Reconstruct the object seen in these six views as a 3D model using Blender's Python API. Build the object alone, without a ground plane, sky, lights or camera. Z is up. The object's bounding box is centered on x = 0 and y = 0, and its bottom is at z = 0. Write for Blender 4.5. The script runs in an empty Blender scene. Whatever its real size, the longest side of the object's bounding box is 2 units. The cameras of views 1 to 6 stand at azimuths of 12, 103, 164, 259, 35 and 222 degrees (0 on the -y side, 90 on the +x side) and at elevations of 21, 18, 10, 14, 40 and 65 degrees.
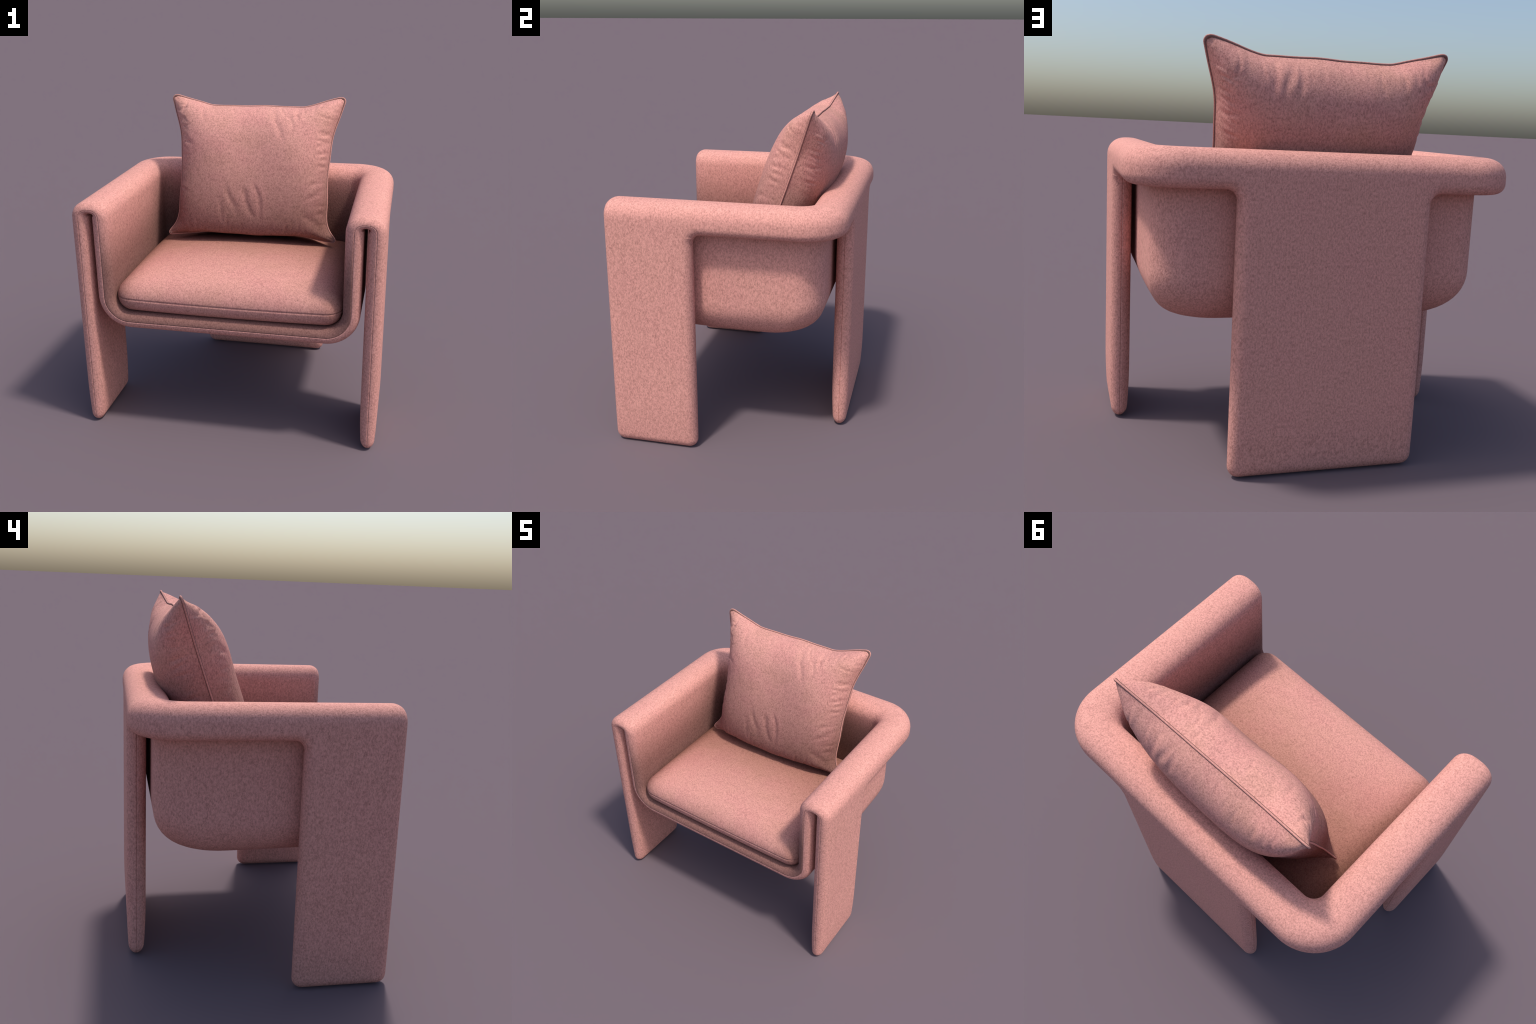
import bpy, bmesh, math
import numpy as np
from mathutils import Vector

# ------------------------------------------------------------------ helpers
def smooth(t):
    t = np.clip(t, 0, 1)
    return t * t * (3 - 2 * t)

def lerp(a, b, t):
    return a + (b - a) * t

ALPHA = np.radians([0, 1.7, 6, 13, 21, 31, 42, 54, 66, 78, 90])

def graded(R):
    """distances from an edge that sample a round nosing of radius R evenly"""
    return R * (1 - np.cos(ALPHA))

def nose(d, R):
    """relative half thickness of the padding at distance d from an edge"""
    k = 1 - np.clip(d / R, 0, 1)
    return np.sqrt(np.clip(1 - k * k, 0, 1))

def span(a, b, step):
    n = max(1, int(math.ceil((b - a) / step)))
    return np.linspace(a, b, n + 1)[1:-1]

def new_object(name, verts, faces, mat, parent=None, normals=None):
    me = bpy.data.meshes.new(name)
    me.from_pydata([tuple(v) for v in verts], [], [tuple(f) for f in faces])
    me.validate()
    me.polygons.foreach_set("use_smooth", [True] * len(me.polygons))
    me.materials.append(mat)
    if normals is not None:
        me.normals_split_custom_set_from_vertices([tuple(n) for n in normals])
    me.update()
    ob = bpy.data.objects.new(name, me)
    bpy.context.scene.collection.objects.link(ob)
    if parent is not None:
        ob.parent = parent
    return ob

# ------------------------------------------------------------------ fabric
def fabric(name, light, dark, scale=1.0, bump=0.35, mottle=0.28, drift=None):
    m = bpy.data.materials.new(name)
    m.use_nodes = True
    nt = m.node_tree
    N, L = nt.nodes, nt.links
    bsdf = N["Principled BSDF"]
    co = N.new("ShaderNodeTexCoord")

    def mapping(s):
        mp = N.new("ShaderNodeMapping")
        mp.inputs["Scale"].default_value = s
        L.new(co.outputs["Object"], mp.inputs["Vector"])
        return mp.outputs["Vector"]

    def noise(vec, sc, detail, rough):
        n = N.new("ShaderNodeTexNoise")
        n.inputs["Scale"].default_value = sc
        n.inputs["Detail"].default_value = detail
        n.inputs["Roughness"].default_value = rough
        L.new(vec, n.inputs["Vector"])
        return n.outputs["Fac"]

    def ramp(fac, stops):
        r = N.new("ShaderNodeValToRGB")
        e = r.color_ramp.elements
        while len(e) < len(stops):
            e.new(0.5)
        for el, (p, c) in zip(e, stops):
            el.position = p
            el.color = (*c, 1) if len(c) == 3 else c
        L.new(fac, r.inputs["Fac"])
        return r.outputs["Color"]

    def mix(kind, fac, a, b):
        x = N.new("ShaderNodeMix")
        x.data_type = "RGBA"
        x.blend_type = kind
        if isinstance(fac, float):
            x.inputs["Factor"].default_value = fac
        else:
            L.new(fac, x.inputs["Factor"])
        for sock, v in (("A", a), ("B", b)):
            s = [i for i in x.inputs if i.name == sock and i.type == "RGBA"][0]
            if isinstance(v, tuple):
                s.default_value = (*v, 1)
            else:
                L.new(v, s)
        return [o for o in x.outputs if o.type == "RGBA"][0]

    # woven grain: short fibres mostly up and down
    fibre = noise(mapping((1, 1, 0.62)), 125 * scale, 6.0, 0.78)
    base = ramp(fibre, [(0.36, dark), (0.54, light), (0.72, tuple(min(1, c * 1.16) for c in light))])
    # loose clumps of darker and lighter yarn
    clump = noise(mapping((1, 1, 0.7)), 48 * scale, 2.0, 0.6)
    cl = ramp(clump, [(0.32, (0.90, 0.89, 0.89)), (0.50, (1, 1, 1)), (0.70, (1.0, 1.0, 1.0))])
    base = mix("MULTIPLY", 1.0, base, cl)
    # dark flecks scattered in the yarn
    fleck = noise(mapping((1, 1, 0.75)), 96 * scale, 3.0, 0.6)
    fm = ramp(fleck, [(0.26, (0.9, 0.9, 0.9)), (0.335, (0, 0, 0))])
    fd = tuple(c * 0.62 for c in dark)
    col = mix("MIX", fm, base, fd)
    # slow tone drift: a little greener here, a little rosier there
    slow = noise(mapping((1, 1, 1)), 4.5, 3.0, 0.55)
    tint = ramp(slow, [(0.32, (0.97, 0.92, 0.96)), (0.5, (1, 1, 1)), (0.68, (0.93, 0.95, 0.91))])
    col = mix("MULTIPLY", mottle, col, tint)
    if drift is not None:
        # occlusion shading painted into the base colour by position, given as
        # (tone, [(axis, start, end, use_abs), ...]); every ramp runs 0 -> 1
        # and the ramps are multiplied
        sep = N.new("ShaderNodeSeparateXYZ")
        L.new(co.outputs["Object"], sep.inputs[0])
        for tone, axes in drift:
            total = None
            for axis, a, b, use_abs in axes:
                v = sep.outputs[axis]
                if use_abs:
                    ab = N.new("ShaderNodeMath"); ab.operation = "ABSOLUTE"
                    L.new(v, ab.inputs[0]); v = ab.outputs[0]
                mr = N.new("ShaderNodeMapRange")
                mr.interpolation_type = "SMOOTHSTEP"
                lo, hi = (a, b) if a < b else (b, a)
                mr.inputs["From Min"].default_value = lo
                mr.inputs["From Max"].default_value = hi
                mr.inputs["To Min"].default_value = 0.0 if a < b else 1.0
                mr.inputs["To Max"].default_value = 1.0 if a < b else 0.0
                L.new(v, mr.inputs["Value"])
                v = mr.outputs["Result"]
                if total is None:
                    total = v
                else:
                    mu = N.new("ShaderNodeMath"); mu.operation = "MULTIPLY"
                    L.new(total, mu.inputs[0]); L.new(v, mu.inputs[1])
                    total = mu.outputs[0]
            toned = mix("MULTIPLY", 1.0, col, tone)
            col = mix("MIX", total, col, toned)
    L.new(col, bsdf.inputs["Base Color"])
    bsdf.inputs["Roughness"].default_value = 0.92
    bsdf.inputs["Specular IOR Level"].default_value = 0.12
    bsdf.inputs["Sheen Weight"].default_value = 0.0
    weave = noise(mapping((1, 1, 0.7)), 170 * scale, 2.0, 0.6)
    bp = N.new("ShaderNodeBump")
    bp.inputs["Strength"].default_value = bump
    bp.inputs["Distance"].default_value = 0.004
    L.new(weave, bp.inputs["Height"])
    L.new(bp.outputs["Normal"], bsdf.inputs["Normal"])
    return m

LIGHT = (0.700, 0.340, 0.287)
DARK = (0.430, 0.197, 0.166)
upholstery = fabric("pink_upholstery", LIGHT, DARK)
# the bucket lining has recess shadow baked into its pink towards floor and back
lining = fabric("shade_darkened_lining", LIGHT, DARK, drift=[
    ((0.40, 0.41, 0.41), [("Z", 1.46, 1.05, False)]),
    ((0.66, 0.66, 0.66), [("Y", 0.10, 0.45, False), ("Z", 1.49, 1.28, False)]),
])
seat_cloth = fabric("pink_seat_cloth", tuple(c * 0.90 for c in LIGHT), tuple(c * 0.92 for c in DARK), mottle=0.7, drift=[  # cloth colour darkened to the back and sides for crease shade
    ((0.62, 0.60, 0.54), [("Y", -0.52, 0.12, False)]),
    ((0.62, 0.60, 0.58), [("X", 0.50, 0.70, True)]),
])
pillow_cloth = fabric("pink_pillow_cloth", tuple(c * 0.98 for c in LIGHT), tuple(c * 0.94 for c in DARK), scale=1.0, bump=0.4, mottle=0.9, drift=[  # pillow tint lowered downwards to draw the dimness near the seat
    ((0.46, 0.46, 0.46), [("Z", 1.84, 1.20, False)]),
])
piping_cloth = fabric("pink_piping_cloth", tuple(c * 0.9 for c in LIGHT), DARK, scale=1.6, bump=0.15)
seam_shadow = fabric("seam_shadow_dark", (0.23, 0.120, 0.104), (0.16, 0.080, 0.070), scale=2.0, bump=0.1)

# ------------------------------------------------------------------ chair body
# One padded sheet: it forms the bucket, folds outwards over the rim and runs
# down as a short apron from which three slab legs continue to the floor.
# s = length along the plan outline of the apron, from a front end to the
# middle of the back (x >= 0 half, mirrored afterwards).
HX, YB, YF, RC = 0.889, 0.636, -0.676, 0.20     # apron mid surface, plan
HALF = 0.052                                    # half thickness of the padding
GAPW = 0.128                                    # fold width, mid to mid
Z_FOLD, FOLD_H = 1.406, 0.060
Z_BAND = 1.334                                  # lower edge of the apron
ZM = 0.752                                      # mid surface of the bucket floor
RX = 0.155                                      # bucket fillet, sides
RY = 0.200                                      # bucket fillet, back
NOSE = 0.052
GROOVE = 0.0034

LS = YB - RC - YF
LC = RC * math.pi / 2
LB = HX - RC
LEN = LS + LC + LB
S_LEG = -0.158 - YF                             # back edge of the front leg
S_BACK = LEN - 0.461                            # side edge of the back leg
R_LEG = 0.055                                   # rounded lower leg corners
R_NOTCH = 0.050                                 # rounded notch corners

def plan(s, X, Y, r):
    """rounded-U outline with half width X, back at Y, corner radius r"""
    s, X, Y, r = np.broadcast_arrays(*[np.asarray(a, float) for a in (s, X, Y, r)])
    end = Y - r
    dend = end - (YB - RC)
    ys = YF + s + dend * smooth((s - 0.32) / (LS - 0.32))
    a = np.clip((s - LS) / LC, 0, 1) * math.pi / 2
    cx, cy = X - r + r * np.cos(a), end + r * np.sin(a)
    bx = (X - r) * (1 - (s - LS - LC) / LB)
    side, back = s < LS, s > LS + LC
    x = np.where(side, X, np.where(back, bx, cx))
    y = np.where(side, ys, np.where(back, Y, cy))
    return x, y

def rz(s):
    return lerp(RX, RY, smooth((s - (LS - 0.55)) / (0.55 + LC)))

def sgnpow(v, p):
    return np.sign(v) * np.abs(v) ** p

def sheet(t, s):
    """mid surface. t: 0..1 apron (not used here), 1..2 fold, 2..3 wall,
    3..4 fillet, 4..5 floor towards the centre line"""
    t, s = np.broadcast_arrays(np.asarray(t, float), np.asarray(s, float))
    # fold
    ph = np.clip(t - 1, 0, 1) * math.pi
    q = 2 / 2.55
    o = -GAPW / 2 + GAPW / 2 * sgnpow(np.cos(ph), q)
    zf = Z_FOLD + FOLD_H * np.abs(np.sin(ph)) ** q
    # wall
    zw_end = ZM + rz(s)
    w = np.clip(t - 2, 0, 1)
    z = np.where(t <= 2, zf, lerp(Z_FOLD, zw_end, w))
    # fillet
    f = np.clip(t - 3, 0, 1) * math.pi / 2
    c = 1 - np.cos(f)
    X = HX + o - RX * c
    Y = YB + o - RY * c
    r = RC + 0.65 * o + 0.08 * c
    z = np.where(t > 3, ZM + rz(s) * (1 - np.sin(f)), z)
    x, y = plan(s, X, Y, r)
    # floor
    g = np.clip(t - 4, 0, 1)
    ysp = np.where(s < 0.4, YF + s, YF + 0.4 + 0.4 * (1 - np.exp(-(s - 0.4) / 0.4)))
    x = x * (1 - g)
    y = lerp(y, ysp, g)
    # the bucket floor drops a little towards the back
    z = z - 0.017 * smooth((y + 0.55) / 0.85) * smooth(t - 2.3)
    return np.stack([x, y, z], -1)

def sheet_normal(t, s):
    e = 1e-4
    t, s = np.broadcast_arrays(np.asarray(t, float), np.asarray(s, float))
    sa, sb = np.clip(s - 2e-3, 0, LEN), np.clip(s + 2e-3, 0, LEN)
    ta, tb = np.clip(t - 2e-3, 1 + e, 4.9), np.clip(t + 2e-3, 1 + e, 4.9)
    ds = sheet(t.clip(1 + e, 4.9), sb) - sheet(t.clip(1 + e, 4.9), sa)
    dt = sheet(tb, s) - sheet(ta, s)
    n = np.cross(ds, dt)
    n /= np.maximum(np.linalg.norm(n, axis=-1, keepdims=True), 1e-12)
    return n            # orientation fixed by caller

def apron_normal(s):
    a = np.clip((s - LS) / LC, 0, 1) * math.pi / 2
    return np.stack([np.cos(a), np.sin(a), np.zeros_like(a)], -1)

# columns and rows ----------------------------------------------------------
g = graded(NOSE)
cols = np.concatenate([
    g, span(NOSE, S_LEG - NOSE, 0.035), S_LEG - g[::-1],
    S_LEG + np.array([0.006, 0.014, 0.024, 0.036, 0.05, 0.07]),
    span(S_LEG + 0.07, LS, 0.035), [LS], span(LS, LS + LC, 0.022), [LS + LC],
    span(LS + LC, S_BACK - 0.07, 0.03),
    S_BACK - np.array([0.07, 0.05, 0.036, 0.024, 0.014, 0.006]),
    S_BACK + g, span(S_BACK + NOSE, LEN, 0.04), [LEN]])
cols = np.unique(np.round(cols, 7))
i_leg = int(np.argmin(abs(cols - S_LEG)))
i_back = int(np.argmin(abs(cols - S_BACK)))
zrows = np.concatenate([
    g, span(NOSE, 0.30, 0.03), [0.30], span(0.30, Z_BAND - 0.12, 0.05),
    Z_BAND - np.array([0.12, 0.09, 0.07, 0.05, 0.036, 0.024, 0.014, 0.006]),
    Z_BAND + g])
zrows = np.unique(np.round(zrows, 7))
j_band = int(np.argmin(abs(zrows - Z_BAND)))
trows = np.concatenate([np.linspace(1, 2, 25), np.linspace(2, 3, 12)[1:],
                        np.linspace(3, 4, 15)[1:], np.linspace(4, 5, 13)[1:]])

def disc_corner(a, b, r):
    """push a square corner zone (distances a, b from two edges) onto a rounded one"""
    p, q = (r - a) / r, (r - b) / r
    inside = (p > 0) & (q > 0)
    m, n = np.maximum(p, q), np.sqrt(p * p + q * q)
    k = np.where(inside, m / np.maximum(n, 1e-9), 1)
    return np.where(inside, r - p * k * r, a), np.where(inside, r - q * k * r, b)

def notch_corner(x, y, r):
    """concave corner at the origin, notch towards +x +y: fill it with an arc"""
    ex, ey = np.clip(x, 0, None), np.clip(y, 0, None)
    d = np.where((x >= 0) & (y < 0), -y, np.where((y >= 0) & (x < 0), -x, np.hypot(np.minimum(x, 0), np.minimum(y, 0))))
    e = np.clip(np.maximum(ex, ey), 0, r)
    th = (1 - e / r) * math.pi / 4
    px, py = r - r * np.sin(th), r - r * np.cos(th)
    along_x = ex >= ey
    dx = np.where(along_x, px - e, py)
    dy = np.where(along_x, py, px - e)
    e_raw = np.maximum(ex, ey)
    dx = np.where(e_raw >= r, 0, dx)
    dy = np.where(e_raw >= r, 0, dy)
    fall = 1 - smooth(d / 0.11)
    return x + dx * fall, y + dy * fall

verts = {}
pos, nrm_hint = [], []
def add(p):
    pos.append(p)
    return len(pos) - 1

faces, regions, lined = [], [], []
BIG = 9.0
nc = len(cols)

# apron + legs
def apron_vertex_arrays():
    S, Z = np.meshgrid(cols, zrows)                  # rows z, cols s
    J, I = np.meshgrid(np.arange(len(zrows)), np.arange(nc), indexing="ij")
    in_leg = (I <= i_leg)
    in_back = (I >= i_back)
    below = J < j_band
    # distances to the edges
    d_front = S
    d_bottom = np.where(in_leg | in_back, Z, BIG)
    # leg sides / apron bottom edge with concave corners
    def corner_d(u, v):
        # u: distance past leg edge (positive into the notch), v: z - Z_BAND
        return np.where(v < 0, -u, np.where(u >= 0, v, np.hypot(u, v)))
    d1 = corner_d(S - S_LEG, Z - Z_BAND)
    d2 = corner_d(S_BACK - S, Z - Z_BAND)
    mid = 0.5 * (S_LEG + S_BACK)
    d_notch = np.where(S < mid, d1, d2)
    d = np.minimum(np.minimum(d_front, d_bottom), d_notch)
    f = nose(d, NOSE)
    edge = d < 1e-9
    f[edge] = 0
    # groove: pull edge vertices in along each edge they lie on
    S2, Z2 = S.copy(), Z.copy()
    S2[d_front < 1e-9] += GROOVE
    Z2[(d_bottom < 1e-9)] += GROOVE
    on_leg = (I == i_leg) & (J <= j_band)
    on_back = (I == i_back) & (J <= j_band)
    S2[on_leg] -= GROOVE
    S2[on_back] += GROOVE
    on_band = (J == j_band) & (I >= i_leg) & (I <= i_back)
    Z2[on_band] += GROOVE
    # rounded lower leg corners
    a, b = disc_corner(S2, Z2, R_LEG)
    S3 = np.where(in_leg, a, S2); Z3 = np.where(in_leg, b, Z2)
    a, b = disc_corner(S_LEG - S3, Z3, R_LEG)
    S3 = np.where(in_leg, S_LEG - a, S3); Z3 = np.where(in_leg, b, Z3)
    a, b = disc_corner(S2 - S_BACK, Z2, R_LEG)
    S3 = np.where(in_back, S_BACK + a, S3); Z3 = np.where(in_back, b, Z3)
    # rounded notch corners
    left = S < mid
    a, b = notch_corner(S3 - S_LEG, Z_BAND - Z3, R_NOTCH)
    S4 = np.where(left, S_LEG + a, S3); Z4 = np.where(left, Z_BAND - b, Z3)
    a, b = notch_corner(S_BACK - S3, Z_BAND - Z3, R_NOTCH)
    S4 = np.where(left, S4, S_BACK - a); Z4 = np.where(left, Z4, Z_BAND - b)
    # legs thin out gently towards the floor
    taper = 1 - 0.24 * np.clip(1 - Z4 / 0.30, 0, 1) ** 2
    h = HALF * f * taper
    return S4, Z4, h

S4, Z4, Hh = apron_vertex_arrays()
x, y = plan(S4, HX, YB, RC)
Mid = np.stack([x, y, Z4], -1)
Nn = apron_normal(S4)

# fold, wall, fillet, floor
TT, SS = np.meshgrid(trows, cols, indexing="ij")
S_mid = SS.copy()
S_mid[:, 0] += GROOVE
Mid2 = sheet(TT, S_mid)
N2 = sheet_normal(TT, SS)
ref = sheet(TT, SS) - np.array([0, -0.2, 1.15])
# outward = away from the inside of the bucket; over the fold turn with it
phi = np.clip(TT - 1, 0, 1) * math.pi
hint = apron_normal(SS) * np.cos(phi)[..., None] * 1.0
hint[..., 2] = np.sin(phi)
late = TT > 3
inw = apron_normal(SS) * -1.0
fl = np.clip(TT - 3, 0, 1) * math.pi / 2
hint[late] = (inw * np.cos(fl)[..., None] + np.array([0, 0, 1.0]) * np.sin(fl)[..., None])[late]
sgn = np.sign((N2 * hint).sum(-1, keepdims=True))
N2 = N2 * np.where(sgn == 0, 1, sgn)
N2[TT >= 4.0] = (0, 0, 1)
f2 = nose(SS, NOSE); f2[:, 0] = 0
Hout = (HALF - 0.010 * np.sin(phi) ** 2) * f2      # the side that is outside on the apron
Hin = (HALF - 0.022 * np.sin(phi) ** 2) * f2

# gather vertices: outer side = +N, inner side = -N
idx = {}
def put(key, P):
    base = len(pos)
    flat = P.reshape(-1, 3)
    pos.extend(flat)
    idx[key] = np.arange(base, base + len(flat)).reshape(P.shape[:2])

put("ao", Mid + Nn * Hh[..., None])
put("ai", Mid - Nn * Hh[..., None])
put("so", Mid2 + N2 * Hout[..., None])
put("si", Mid2 - N2 * Hin[..., None])
# apron's top row is the fold's first row
idx_top_o, idx_top_i = idx["ao"][-1], idx["ai"][-1]

def apron_region(j, i):
    if j < j_band - 8:
        return "leg_front" if i < i_leg else "leg_back"
    return "arm" if cols[i] < LS + LC * 0.5 else "backrest"

def sheet_region(k, i):
    t = 0.5 * (trows[k] + trows[k + 1])
    if t < 3:
        return "arm" if cols[i] < LS + LC * 0.5 else "backrest"
    return "seat_shell"

def quad(a, b, c, d, reg, flip, inner=False):
    faces.append((a, b, c, d) if not flip else (d, c, b, a))
    regions.append(reg)
    lined.append(inner)

nz = len(zrows)
for key, flip in (("ao", False), ("ai", True)):
    A = idx[key]
    for j in range(nz - 1):
        for i in range(nc - 1):
            if j < j_band and not (i + 1 <= i_leg or i >= i_back):
                continue
            quad(A[j, i], A[j, i + 1], A[j + 1, i + 1], A[j + 1, i], apron_region(j, i), flip)
for key, top, flip in (("so", idx_top_o, False), ("si", idx_top_i, True)):
    A = idx[key].copy()
    A[0] = top                       # share the seam row with the apron
    for k in range(len(trows) - 1):
        for i in range(nc - 1):
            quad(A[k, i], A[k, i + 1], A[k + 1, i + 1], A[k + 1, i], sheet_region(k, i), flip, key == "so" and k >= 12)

P = np.array(pos)
used = np.unique(np.array(faces))
remap = -np.ones(len(P), int); remap[used] = np.arange(len(used))
P = P[used]
F = remap[np.array(faces)]
# mirror to the full chair
nP = len(P)
P_all = np.concatenate([P, P * np.array([-1, 1, 1])])
F_all = np.concatenate([F, F[:, ::-1] + nP])
names = regions + [r + "_mirror" if r in ("arm", "leg_front") else r for r in regions]
P_all[:, 2] -= P_all[:, 2].min()

bm = bmesh.new()
bv = [bm.verts.new(p) for p in P_all]
layer = bm.faces.layers.int.new("region")
lining_layer = bm.faces.layers.int.new("lining")
reg_list = sorted(set(names))
for f, n, ln in zip(F_all, names, lined + lined):
    try:
        bf = bm.faces.new([bv[k] for k in f])
        bf[layer] = reg_list.index(n)
        bf[lining_layer] = int(ln)
    except ValueError:
        pass
bmesh.ops.remove_doubles(bm, verts=bm.verts, dist=2e-5)
bmesh.ops.dissolve_degenerate(bm, edges=bm.edges, dist=1e-6)
bmesh.ops.recalc_face_normals(bm, faces=bm.faces)
bm.normal_update()
bm.verts.index_update()
body_co = [v.co.copy() for v in bm.verts]
body_no = [v.normal.copy() for v in bm.verts]

chair = bpy.data.objects.new("armchair", None)
bpy.context.scene.collection.objects.link(chair)
chair["label"] = "pink upholstered three-legged armchair with folded bucket shell"
chair["category"] = "armchair"

part_names = {"arm": "armrest", "arm_mirror": "armrest", "backrest": "backrest",
              "leg_front": "leg", "leg_front_mirror": "leg", "leg_back": "leg",
              "seat_shell": "seat_shell"}
for ri, rname in enumerate(reg_list):
    fl_ = [f for f in bm.faces if f[layer] == ri]
    loc, vs, no, fs, slot = {}, [], [], [], []
    for f in fl_:
        ids = []
        for v in f.verts:
            if v.index not in loc:
                loc[v.index] = len(vs)
                vs.append(body_co[v.index]); no.append(body_no[v.index])
            ids.append(loc[v.index])
        fs.append(ids)
        slot.append(f[lining_layer])
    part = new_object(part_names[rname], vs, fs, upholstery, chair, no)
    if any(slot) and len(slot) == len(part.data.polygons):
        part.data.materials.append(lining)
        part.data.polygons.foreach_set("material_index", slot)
bm.free()

# ------------------------------------------------------------------ padded cushions
def cushion_grid(n_mid, hx, hy, R):
    gx = graded(R)
    xs = np.concatenate([gx, span(R, 2 * hx - R, (2 * hx - 2 * R) / n_mid), 2 * hx - gx[::-1]]) - hx
    ys = np.concatenate([gx, span(R, 2 * hy - R, (2 * hy - 2 * R) / n_mid), 2 * hy - gx[::-1]]) - hy
    return np.unique(np.round(xs, 7)), np.unique(np.round(ys, 7))

def two_sided(name, top, bottom, mat, parent):
    """close two grids that share their border into one pillow-like mesh"""
    ny, nx = top.shape[:2]
    P = np.concatenate([top.reshape(-1, 3), bottom.reshape(-1, 3)])
    A = np.arange(ny * nx).reshape(ny, nx)
    B = A + ny * nx
    fs = []
    for j in range(ny - 1):
        for i in range(nx - 1):
            fs.append((A[j, i], A[j, i + 1], A[j + 1, i + 1], A[j + 1, i]))
            fs.append((B[j + 1, i], B[j + 1, i + 1], B[j, i + 1], B[j, i]))
    b = bmesh.new()
    vv = [b.verts.new(p) for p in P]
    for f in fs:
        b.faces.new([vv[k] for k in f])
    bmesh.ops.remove_doubles(b, verts=b.verts, dist=1e-5)
    bmesh.ops.recalc_face_normals(b, faces=b.faces)
    b.verts.index_update()
    vs = [v.co.copy() for v in b.verts]
    f2 = [[v.index for v in f.verts] for f in b.faces]
    b.free()
    return new_object(name, vs, f2, mat, parent)

# seat cushion: domed on top, nearly flat below, a sunk seam all round
CX, CY0, CY1, CZ = 0.707, -0.668, 0.452, 0.905
hx, hy = CX, (CY1 - CY0) / 2
xs, ys = cushion_grid(44, hx, hy, 0.10)
XX, YY = np.meshgrid(xs, ys)
U, V = np.abs(XX) / hx, np.abs(YY) / hy
edge = (U > 1 - 1e-6) | (V > 1 - 1e-6)
def brim(d, R, m):
    return np.clip(1 - np.clip(1 - d / R, 0, 1) ** m, 0, 1) ** (1 / m)
dx_, dy_ = hx * (1 - U), hy * (1 - V)
rim_top = brim(np.minimum(dx_, dy_), 0.115, 2.1)
crown = (1 - U ** 2.2) ** 0.8 * (1 - V ** 2.2) ** 0.8
flat = brim(np.minimum(dx_, dy_), 0.090, 2.2)
pull_x = np.where(U > 1 - 1e-6, 0.0045, 0) * np.sign(XX)
pull_y = np.where(V > 1 - 1e-6, 0.0045, 0) * np.sign(YY)
PX, PY = XX - pull_x, YY - pull_y
RCu = 0.105
ax_, by_ = disc_corner(hx - np.abs(PX), hy - np.abs(PY), RCu)
PX, PY = np.sign(XX) * (hx - ax_), np.sign(YY) * (hy - by_)
seam_z = CZ - 0.010 * (1 - U ** 2) * np.ones_like(V)
top = np.stack([PX, PY + (CY0 + CY1) / 2, seam_z + np.where(edge, 0, 0.088 * rim_top + 0.100 * crown)], -1)
bot = np.stack([PX, PY + (CY0 + CY1) / 2, seam_z - 0.097 * np.where(edge, 0, flat)], -1)
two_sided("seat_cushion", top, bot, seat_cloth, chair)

# ------------------------------------------------------------------ throw pillow
# local frame: p across, q up along the tilted pillow, n towards the sitter
O = np.array([-0.005, 0.280, 1.535])
ex = np.array([1, 0.018, 0.0]); ex /= np.linalg.norm(ex)
ev = np.array([-0.007, 0.3175, 0.9135]); ev -= ev.dot(ex) * ex; ev /= np.linalg.norm(ev)
en = np.cross(ex, ev)

EAR_P, EAR_Q = 0.612, 0.494
def half_width(q):      # side seams are drawn in between the ears
    k = np.abs(q) / EAR_Q
    return 0.507 + 0.003 * np.sin(q * 21) + (EAR_P - 0.507) * np.where(q > 0, k ** 1.9, k ** 7)

def half_height(p, low):     # straight middle, then a slanted run up to the ear
    k = np.clip((np.abs(p) - 0.30) / (EAR_P - 0.30), 0, 1)
    k = np.sqrt(k * k + 0.015) - math.sqrt(0.015)
    mid = np.where(low, 0.455, 0.413)
    wave = 0.0022 * np.sin(p * 13 + 0.6) + 0.001 * np.sin(p * 29)
    return mid + (EAR_Q - mid) * k / (math.sqrt(1.015) - math.sqrt(0.015)) + wave

def pillow_plan(u, v):
    """unit square to the eared outline"""
    p, q = u * 0.56, v * 0.45
    for _ in range(12):
        p, q = u * half_width(q), v * half_height(p, v < 0)
    return p, q

# creases gathered from the seams: (p0, q0, p1, q1, width, depth)
front_creases = [
    (-0.14, -0.16, -0.08, -0.30, .016, .009), (-0.04, -0.17, 0.05, -0.33, .018, .012),
    (0.05, -0.14, 0.10, -0.34, .014, .009), (-0.19, -0.24, -0.15, -0.36, .014, .006),
    (0.29, 0.39, 0.31, 0.28, .013, .010), (0.14, 0.37, 0.21, 0.14, .017, .008),
    (0.22, 0.36, 0.29, 0.22, .015, .007), (-0.37, 0.39, -0.33, 0.29, .014, .007),
    (-0.50, 0.30, -0.45, 0.22, .015, .008), (-0.48, 0.19, -0.40, 0.12, .016, .009),
    (0.45, 0.22, 0.56, 0.25, .012, .009), (0.46, 0.10, 0.54, 0.11, .011, .007),
    (0.45, 0.00, 0.53, 0.02, .012, .007), (0.41, -0.13, 0.53, -0.08, .014, .010),
    (0.40, -0.21, 0.53, -0.17, .014, .012), (0.45, -0.31, 0.54, -0.28, .013, .009),
    (0.38, -0.30, 0.53, -0.44, .020, .010), (0.43, 0.17, 0.53, 0.17, .011, .006),
    (-0.45, -0.05, -0.53, -0.08, .014, .007), (-0.44, -0.20, -0.53, -0.24, .015, .008),
    (-0.28, 0.40, -0.25, 0.33, .012, .004), (0.02, 0.40, 0.03, 0.33, .012, .004)]
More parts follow.
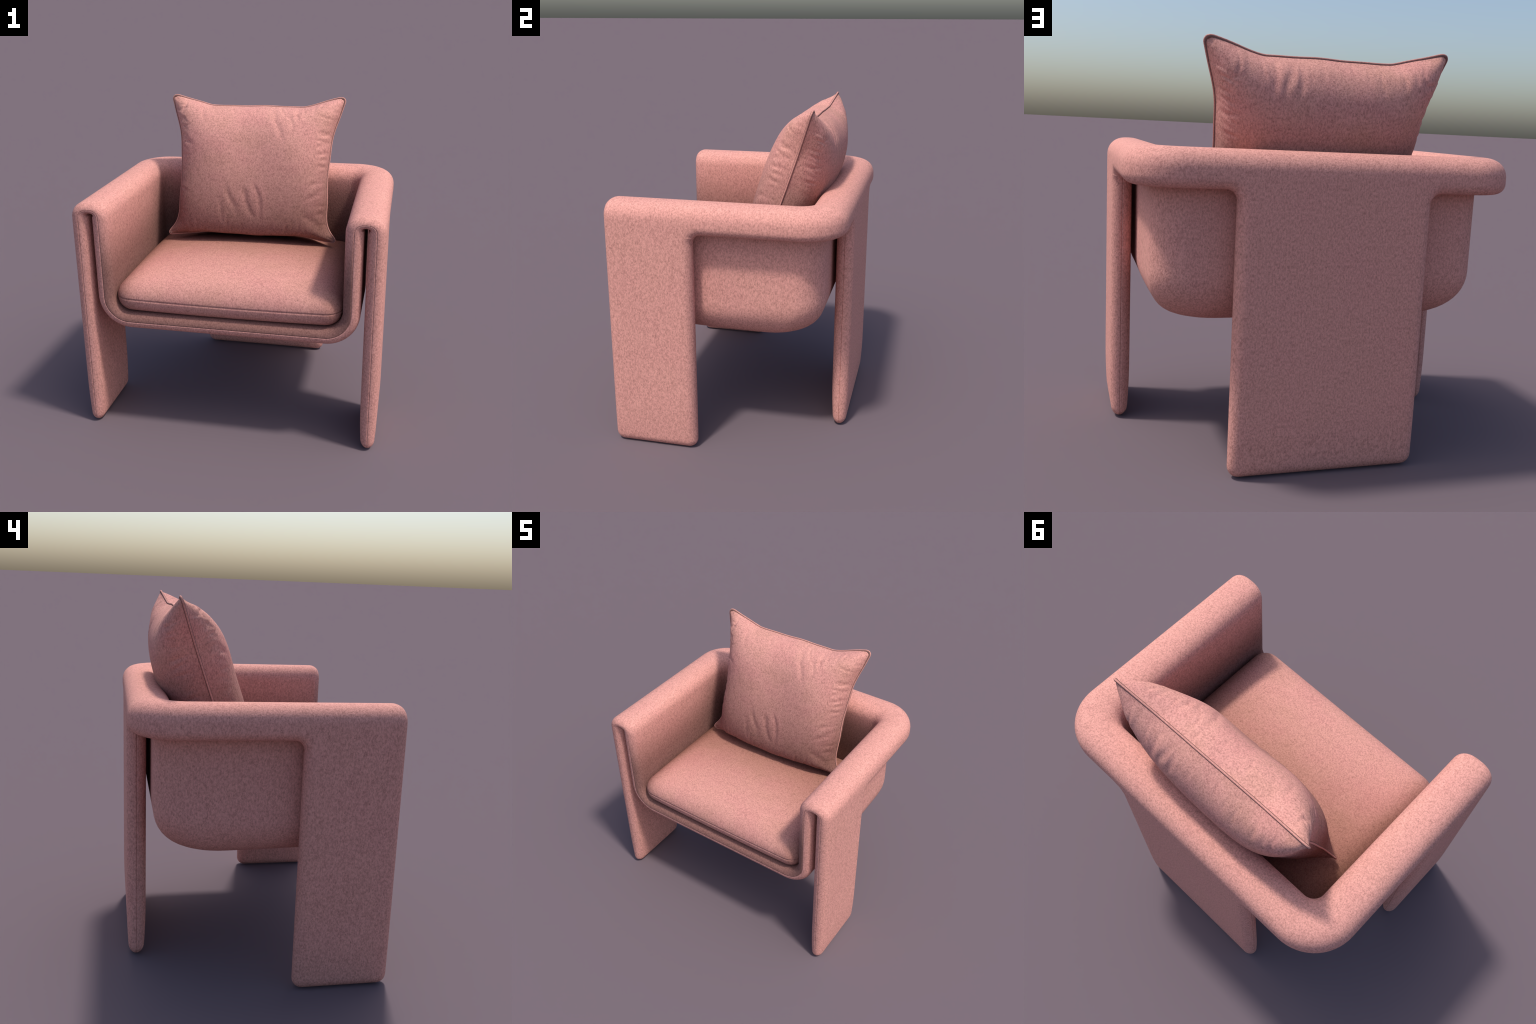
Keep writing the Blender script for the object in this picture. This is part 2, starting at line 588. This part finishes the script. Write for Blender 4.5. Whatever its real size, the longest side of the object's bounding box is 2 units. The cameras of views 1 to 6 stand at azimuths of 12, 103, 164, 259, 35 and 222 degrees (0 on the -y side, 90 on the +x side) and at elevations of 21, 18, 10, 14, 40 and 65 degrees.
back_creases = [
    (0.26, 0.42, 0.31, 0.28, .020, .013), (0.21, 0.40, 0.25, 0.26, .016, .011),
    (0.16, 0.40, 0.18, 0.27, .015, .008), (-0.19, 0.43, -0.24, 0.30, .016, .008),
    (-0.32, 0.43, -0.35, 0.33, .016, .008), (0.58, 0.29, 0.48, 0.25, .015, .009),
    (0.54, 0.10, 0.45, 0.04, .017, .010), (0.54, -0.06, 0.46, -0.08, .015, .007),
    (-0.54, 0.20, -0.46, 0.17, .014, .006), (-0.53, 0.02, -0.46, 0.00, .014, .006),
    (-0.53, -0.14, -0.45, -0.17, .014, .006), (-0.42, 0.45, -0.44, 0.36, .014, .006),
    (0.06, 0.42, 0.05, 0.34, .014, .004), (0.40, 0.45, 0.40, 0.36, .014, .006)]

def puckers(seed, count=90):
    """short gathers that run inwards from the side and top seams"""
    rng = np.random.default_rng(seed)
    out = []
    for _ in range(count):
        length = rng.uniform(0.03, 0.11)
        slant = rng.normal(0, 0.25)
        if rng.random() < 0.6:
            sx = rng.choice([-1, 1]); q0 = rng.uniform(-0.40, 0.40)
            p0 = sx * 0.525
            out.append((p0, q0, p0 - sx * length, q0 + slant * length, rng.uniform(.006, .013), rng.uniform(.003, .009)))
        else:
            sy = rng.choice([-1, 1]); p0 = rng.uniform(-0.50, 0.50)
            q0 = sy * 0.425
            out.append((p0, q0, p0 + slant * length, q0 - sy * length, rng.uniform(.006, .013), rng.uniform(.004, .010)))
    return out

def crease_relief(p, q, creases):
    out = np.zeros_like(p)
    for a, b, c, d, w, dep in creases:
        L = math.hypot(c - a, d - b)
        tx, ty = (c - a) / L, (d - b) / L
        al = (p - a) * tx + (q - b) * ty
        ac = -(p - a) * ty + (q - b) * tx + 0.008 * np.sin(al * 30 + a * 40)
        env = smooth((al + 0.03) / 0.06) * (1 - smooth((al - L * 0.55) / (L * 0.6)))
        k = ac / w
        out += 0.55 * dep * env * (-np.exp(-k * k) + 0.40 * np.exp(-(k / 1.3 - 1.5) ** 2) + 0.22 * np.exp(-(k / 1.3 + 1.5) ** 2))
    return out

def soft_lumps(p, q, seed):
    rng = np.random.default_rng(seed)
    out = np.zeros_like(p)
    for _ in range(14):
        k = rng.uniform(5, 17); a = rng.uniform(0, math.pi); f = rng.uniform(0, 6.28)
        out += np.sin(k * (p * math.cos(a) + q * math.sin(a)) + f) / k
    return out * 0.017

gu = graded(0.10)
uu = np.concatenate([gu, span(0.10, 1.90, 0.012), 2 - gu[::-1]]) - 1
U, V = np.meshgrid(uu, uu)
PXu, QYu = pillow_plan(U, V)
# round the ear tips
ear_r = 0.030
def round_ear(u, v):
    a, b = disc_corner(1 - np.abs(u), 1 - np.abs(v), 0.085)
    return np.sign(u) * (1 - a), np.sign(v) * (1 - b)
Ue, Ve = round_ear(U, V)
edge = (np.abs(U) > 1 - 1e-9) | (np.abs(V) > 1 - 1e-9)
PP, QQ = pillow_plan(Ue * np.where(edge, 0.994, 1), Ve * np.where(edge, 0.994, 1))

def plump(u, v):
    """fullness: filling has sunk, so the lower half is fatter near its seam"""
    lo = smooth((0.45 - v) / 0.9)
    au = np.abs(u)
    a = np.clip(1 - au ** lerp(4.2, 3.7, lo), 0, 1) ** 0.54
    n = lerp(3.2, 4.6, lo)
    b = np.clip(1 - np.abs(v) ** n, 0, 1) ** lerp(0.54, 0.45, lo)
    # the ears themselves stay thin
    ear = smooth((np.hypot(np.clip(au - 0.76, 0, 1), np.clip(np.abs(v) - 0.76, 0, 1)) - 0.10) / 0.24)
    ear *= (au > 0.76) & (np.abs(v) > 0.76)
    return a * b * (1 - 0.30 * ear)

def pillow_side(sign, thick, creases, seed):
    T = thick * plump(U, V)
    near = smooth(np.minimum(1 - np.abs(U), 1 - np.abs(V)) / 0.05)
    rel = crease_relief(PP, QQ, creases) * near + soft_lumps(PP, QQ, seed) * near
    # the cloth is drawn tight into the seam, leaving a shallow furrow
    rim = np.minimum((1 - np.abs(U)) * 0.51, (1 - np.abs(V)) * 0.42)
    T = (T + rel) * (1 - 0.55 * np.exp(-(rim / 0.011) ** 1.5))
    T = np.where(edge, 0, T)
    # the filling has settled: the lower part hangs over its own seam
    sag = 0.042 * np.clip(1.6 * T / thick, 0, 1) * smooth((-V - 0.30) / 0.55) * (1 - np.abs(U) ** 6)
    return O + PP[..., None] * ex + (QQ - sag)[..., None] * ev + sign * T[..., None] * en

pillow_root = bpy.data.objects.new("throw_pillow", None)
bpy.context.scene.collection.objects.link(pillow_root)
pillow_root["label"] = "plump pink square throw pillow with piped seam and pointed corners"
pillow_root["category"] = "pillow"
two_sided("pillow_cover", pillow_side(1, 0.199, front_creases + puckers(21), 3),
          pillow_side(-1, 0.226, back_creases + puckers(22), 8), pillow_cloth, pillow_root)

# piping cord: a tube that follows the seam
def seam_path(n):
    t = np.linspace(-1, 1, n, endpoint=False)
    one = np.ones_like(t)
    # run round the unit square, ears rounded the same way as the cover
    loop = np.concatenate([np.stack([t, -one], 1), np.stack([one, t], 1),
                           np.stack([-t, one], 1), np.stack([-one, -t], 1)])
    u, v = round_ear(loop[:, 0] * (1 - 1e-6), loop[:, 1] * (1 - 1e-6))
    p, q = pillow_plan(u, v)
    c = O + p[:, None] * ex + q[:, None] * ev
    return c
path = seam_path(110)
tan = np.roll(path, -1, 0) - np.roll(path, 1, 0)
tan /= np.maximum(np.linalg.norm(tan, axis=1, keepdims=True), 1e-9)
side = np.cross(tan, en)
def tube(name, centre, radius, mat, k=10):
    ring = [centre + radius * (math.cos(2 * math.pi * j / k) * side + math.sin(2 * math.pi * j / k) * en) for j in range(k)]
    tv = np.stack(ring, 1).reshape(-1, 3)
    m = len(centre)
    tf = [(a * k + j, a * k + (j + 1) % k, ((a + 1) % m) * k + (j + 1) % k, ((a + 1) % m) * k + j)
          for a in range(m) for j in range(k)]
    return new_object(name, tv, tf, mat, pillow_root)

PIPE = 0.0050
tube("piping", path + side * 0.0026, PIPE, piping_cloth)
tube("seam_shadow_tube", path - side * 0.0030, 0.0079, seam_shadow)  # dark tube modelled as the shadow lines either side of the cord
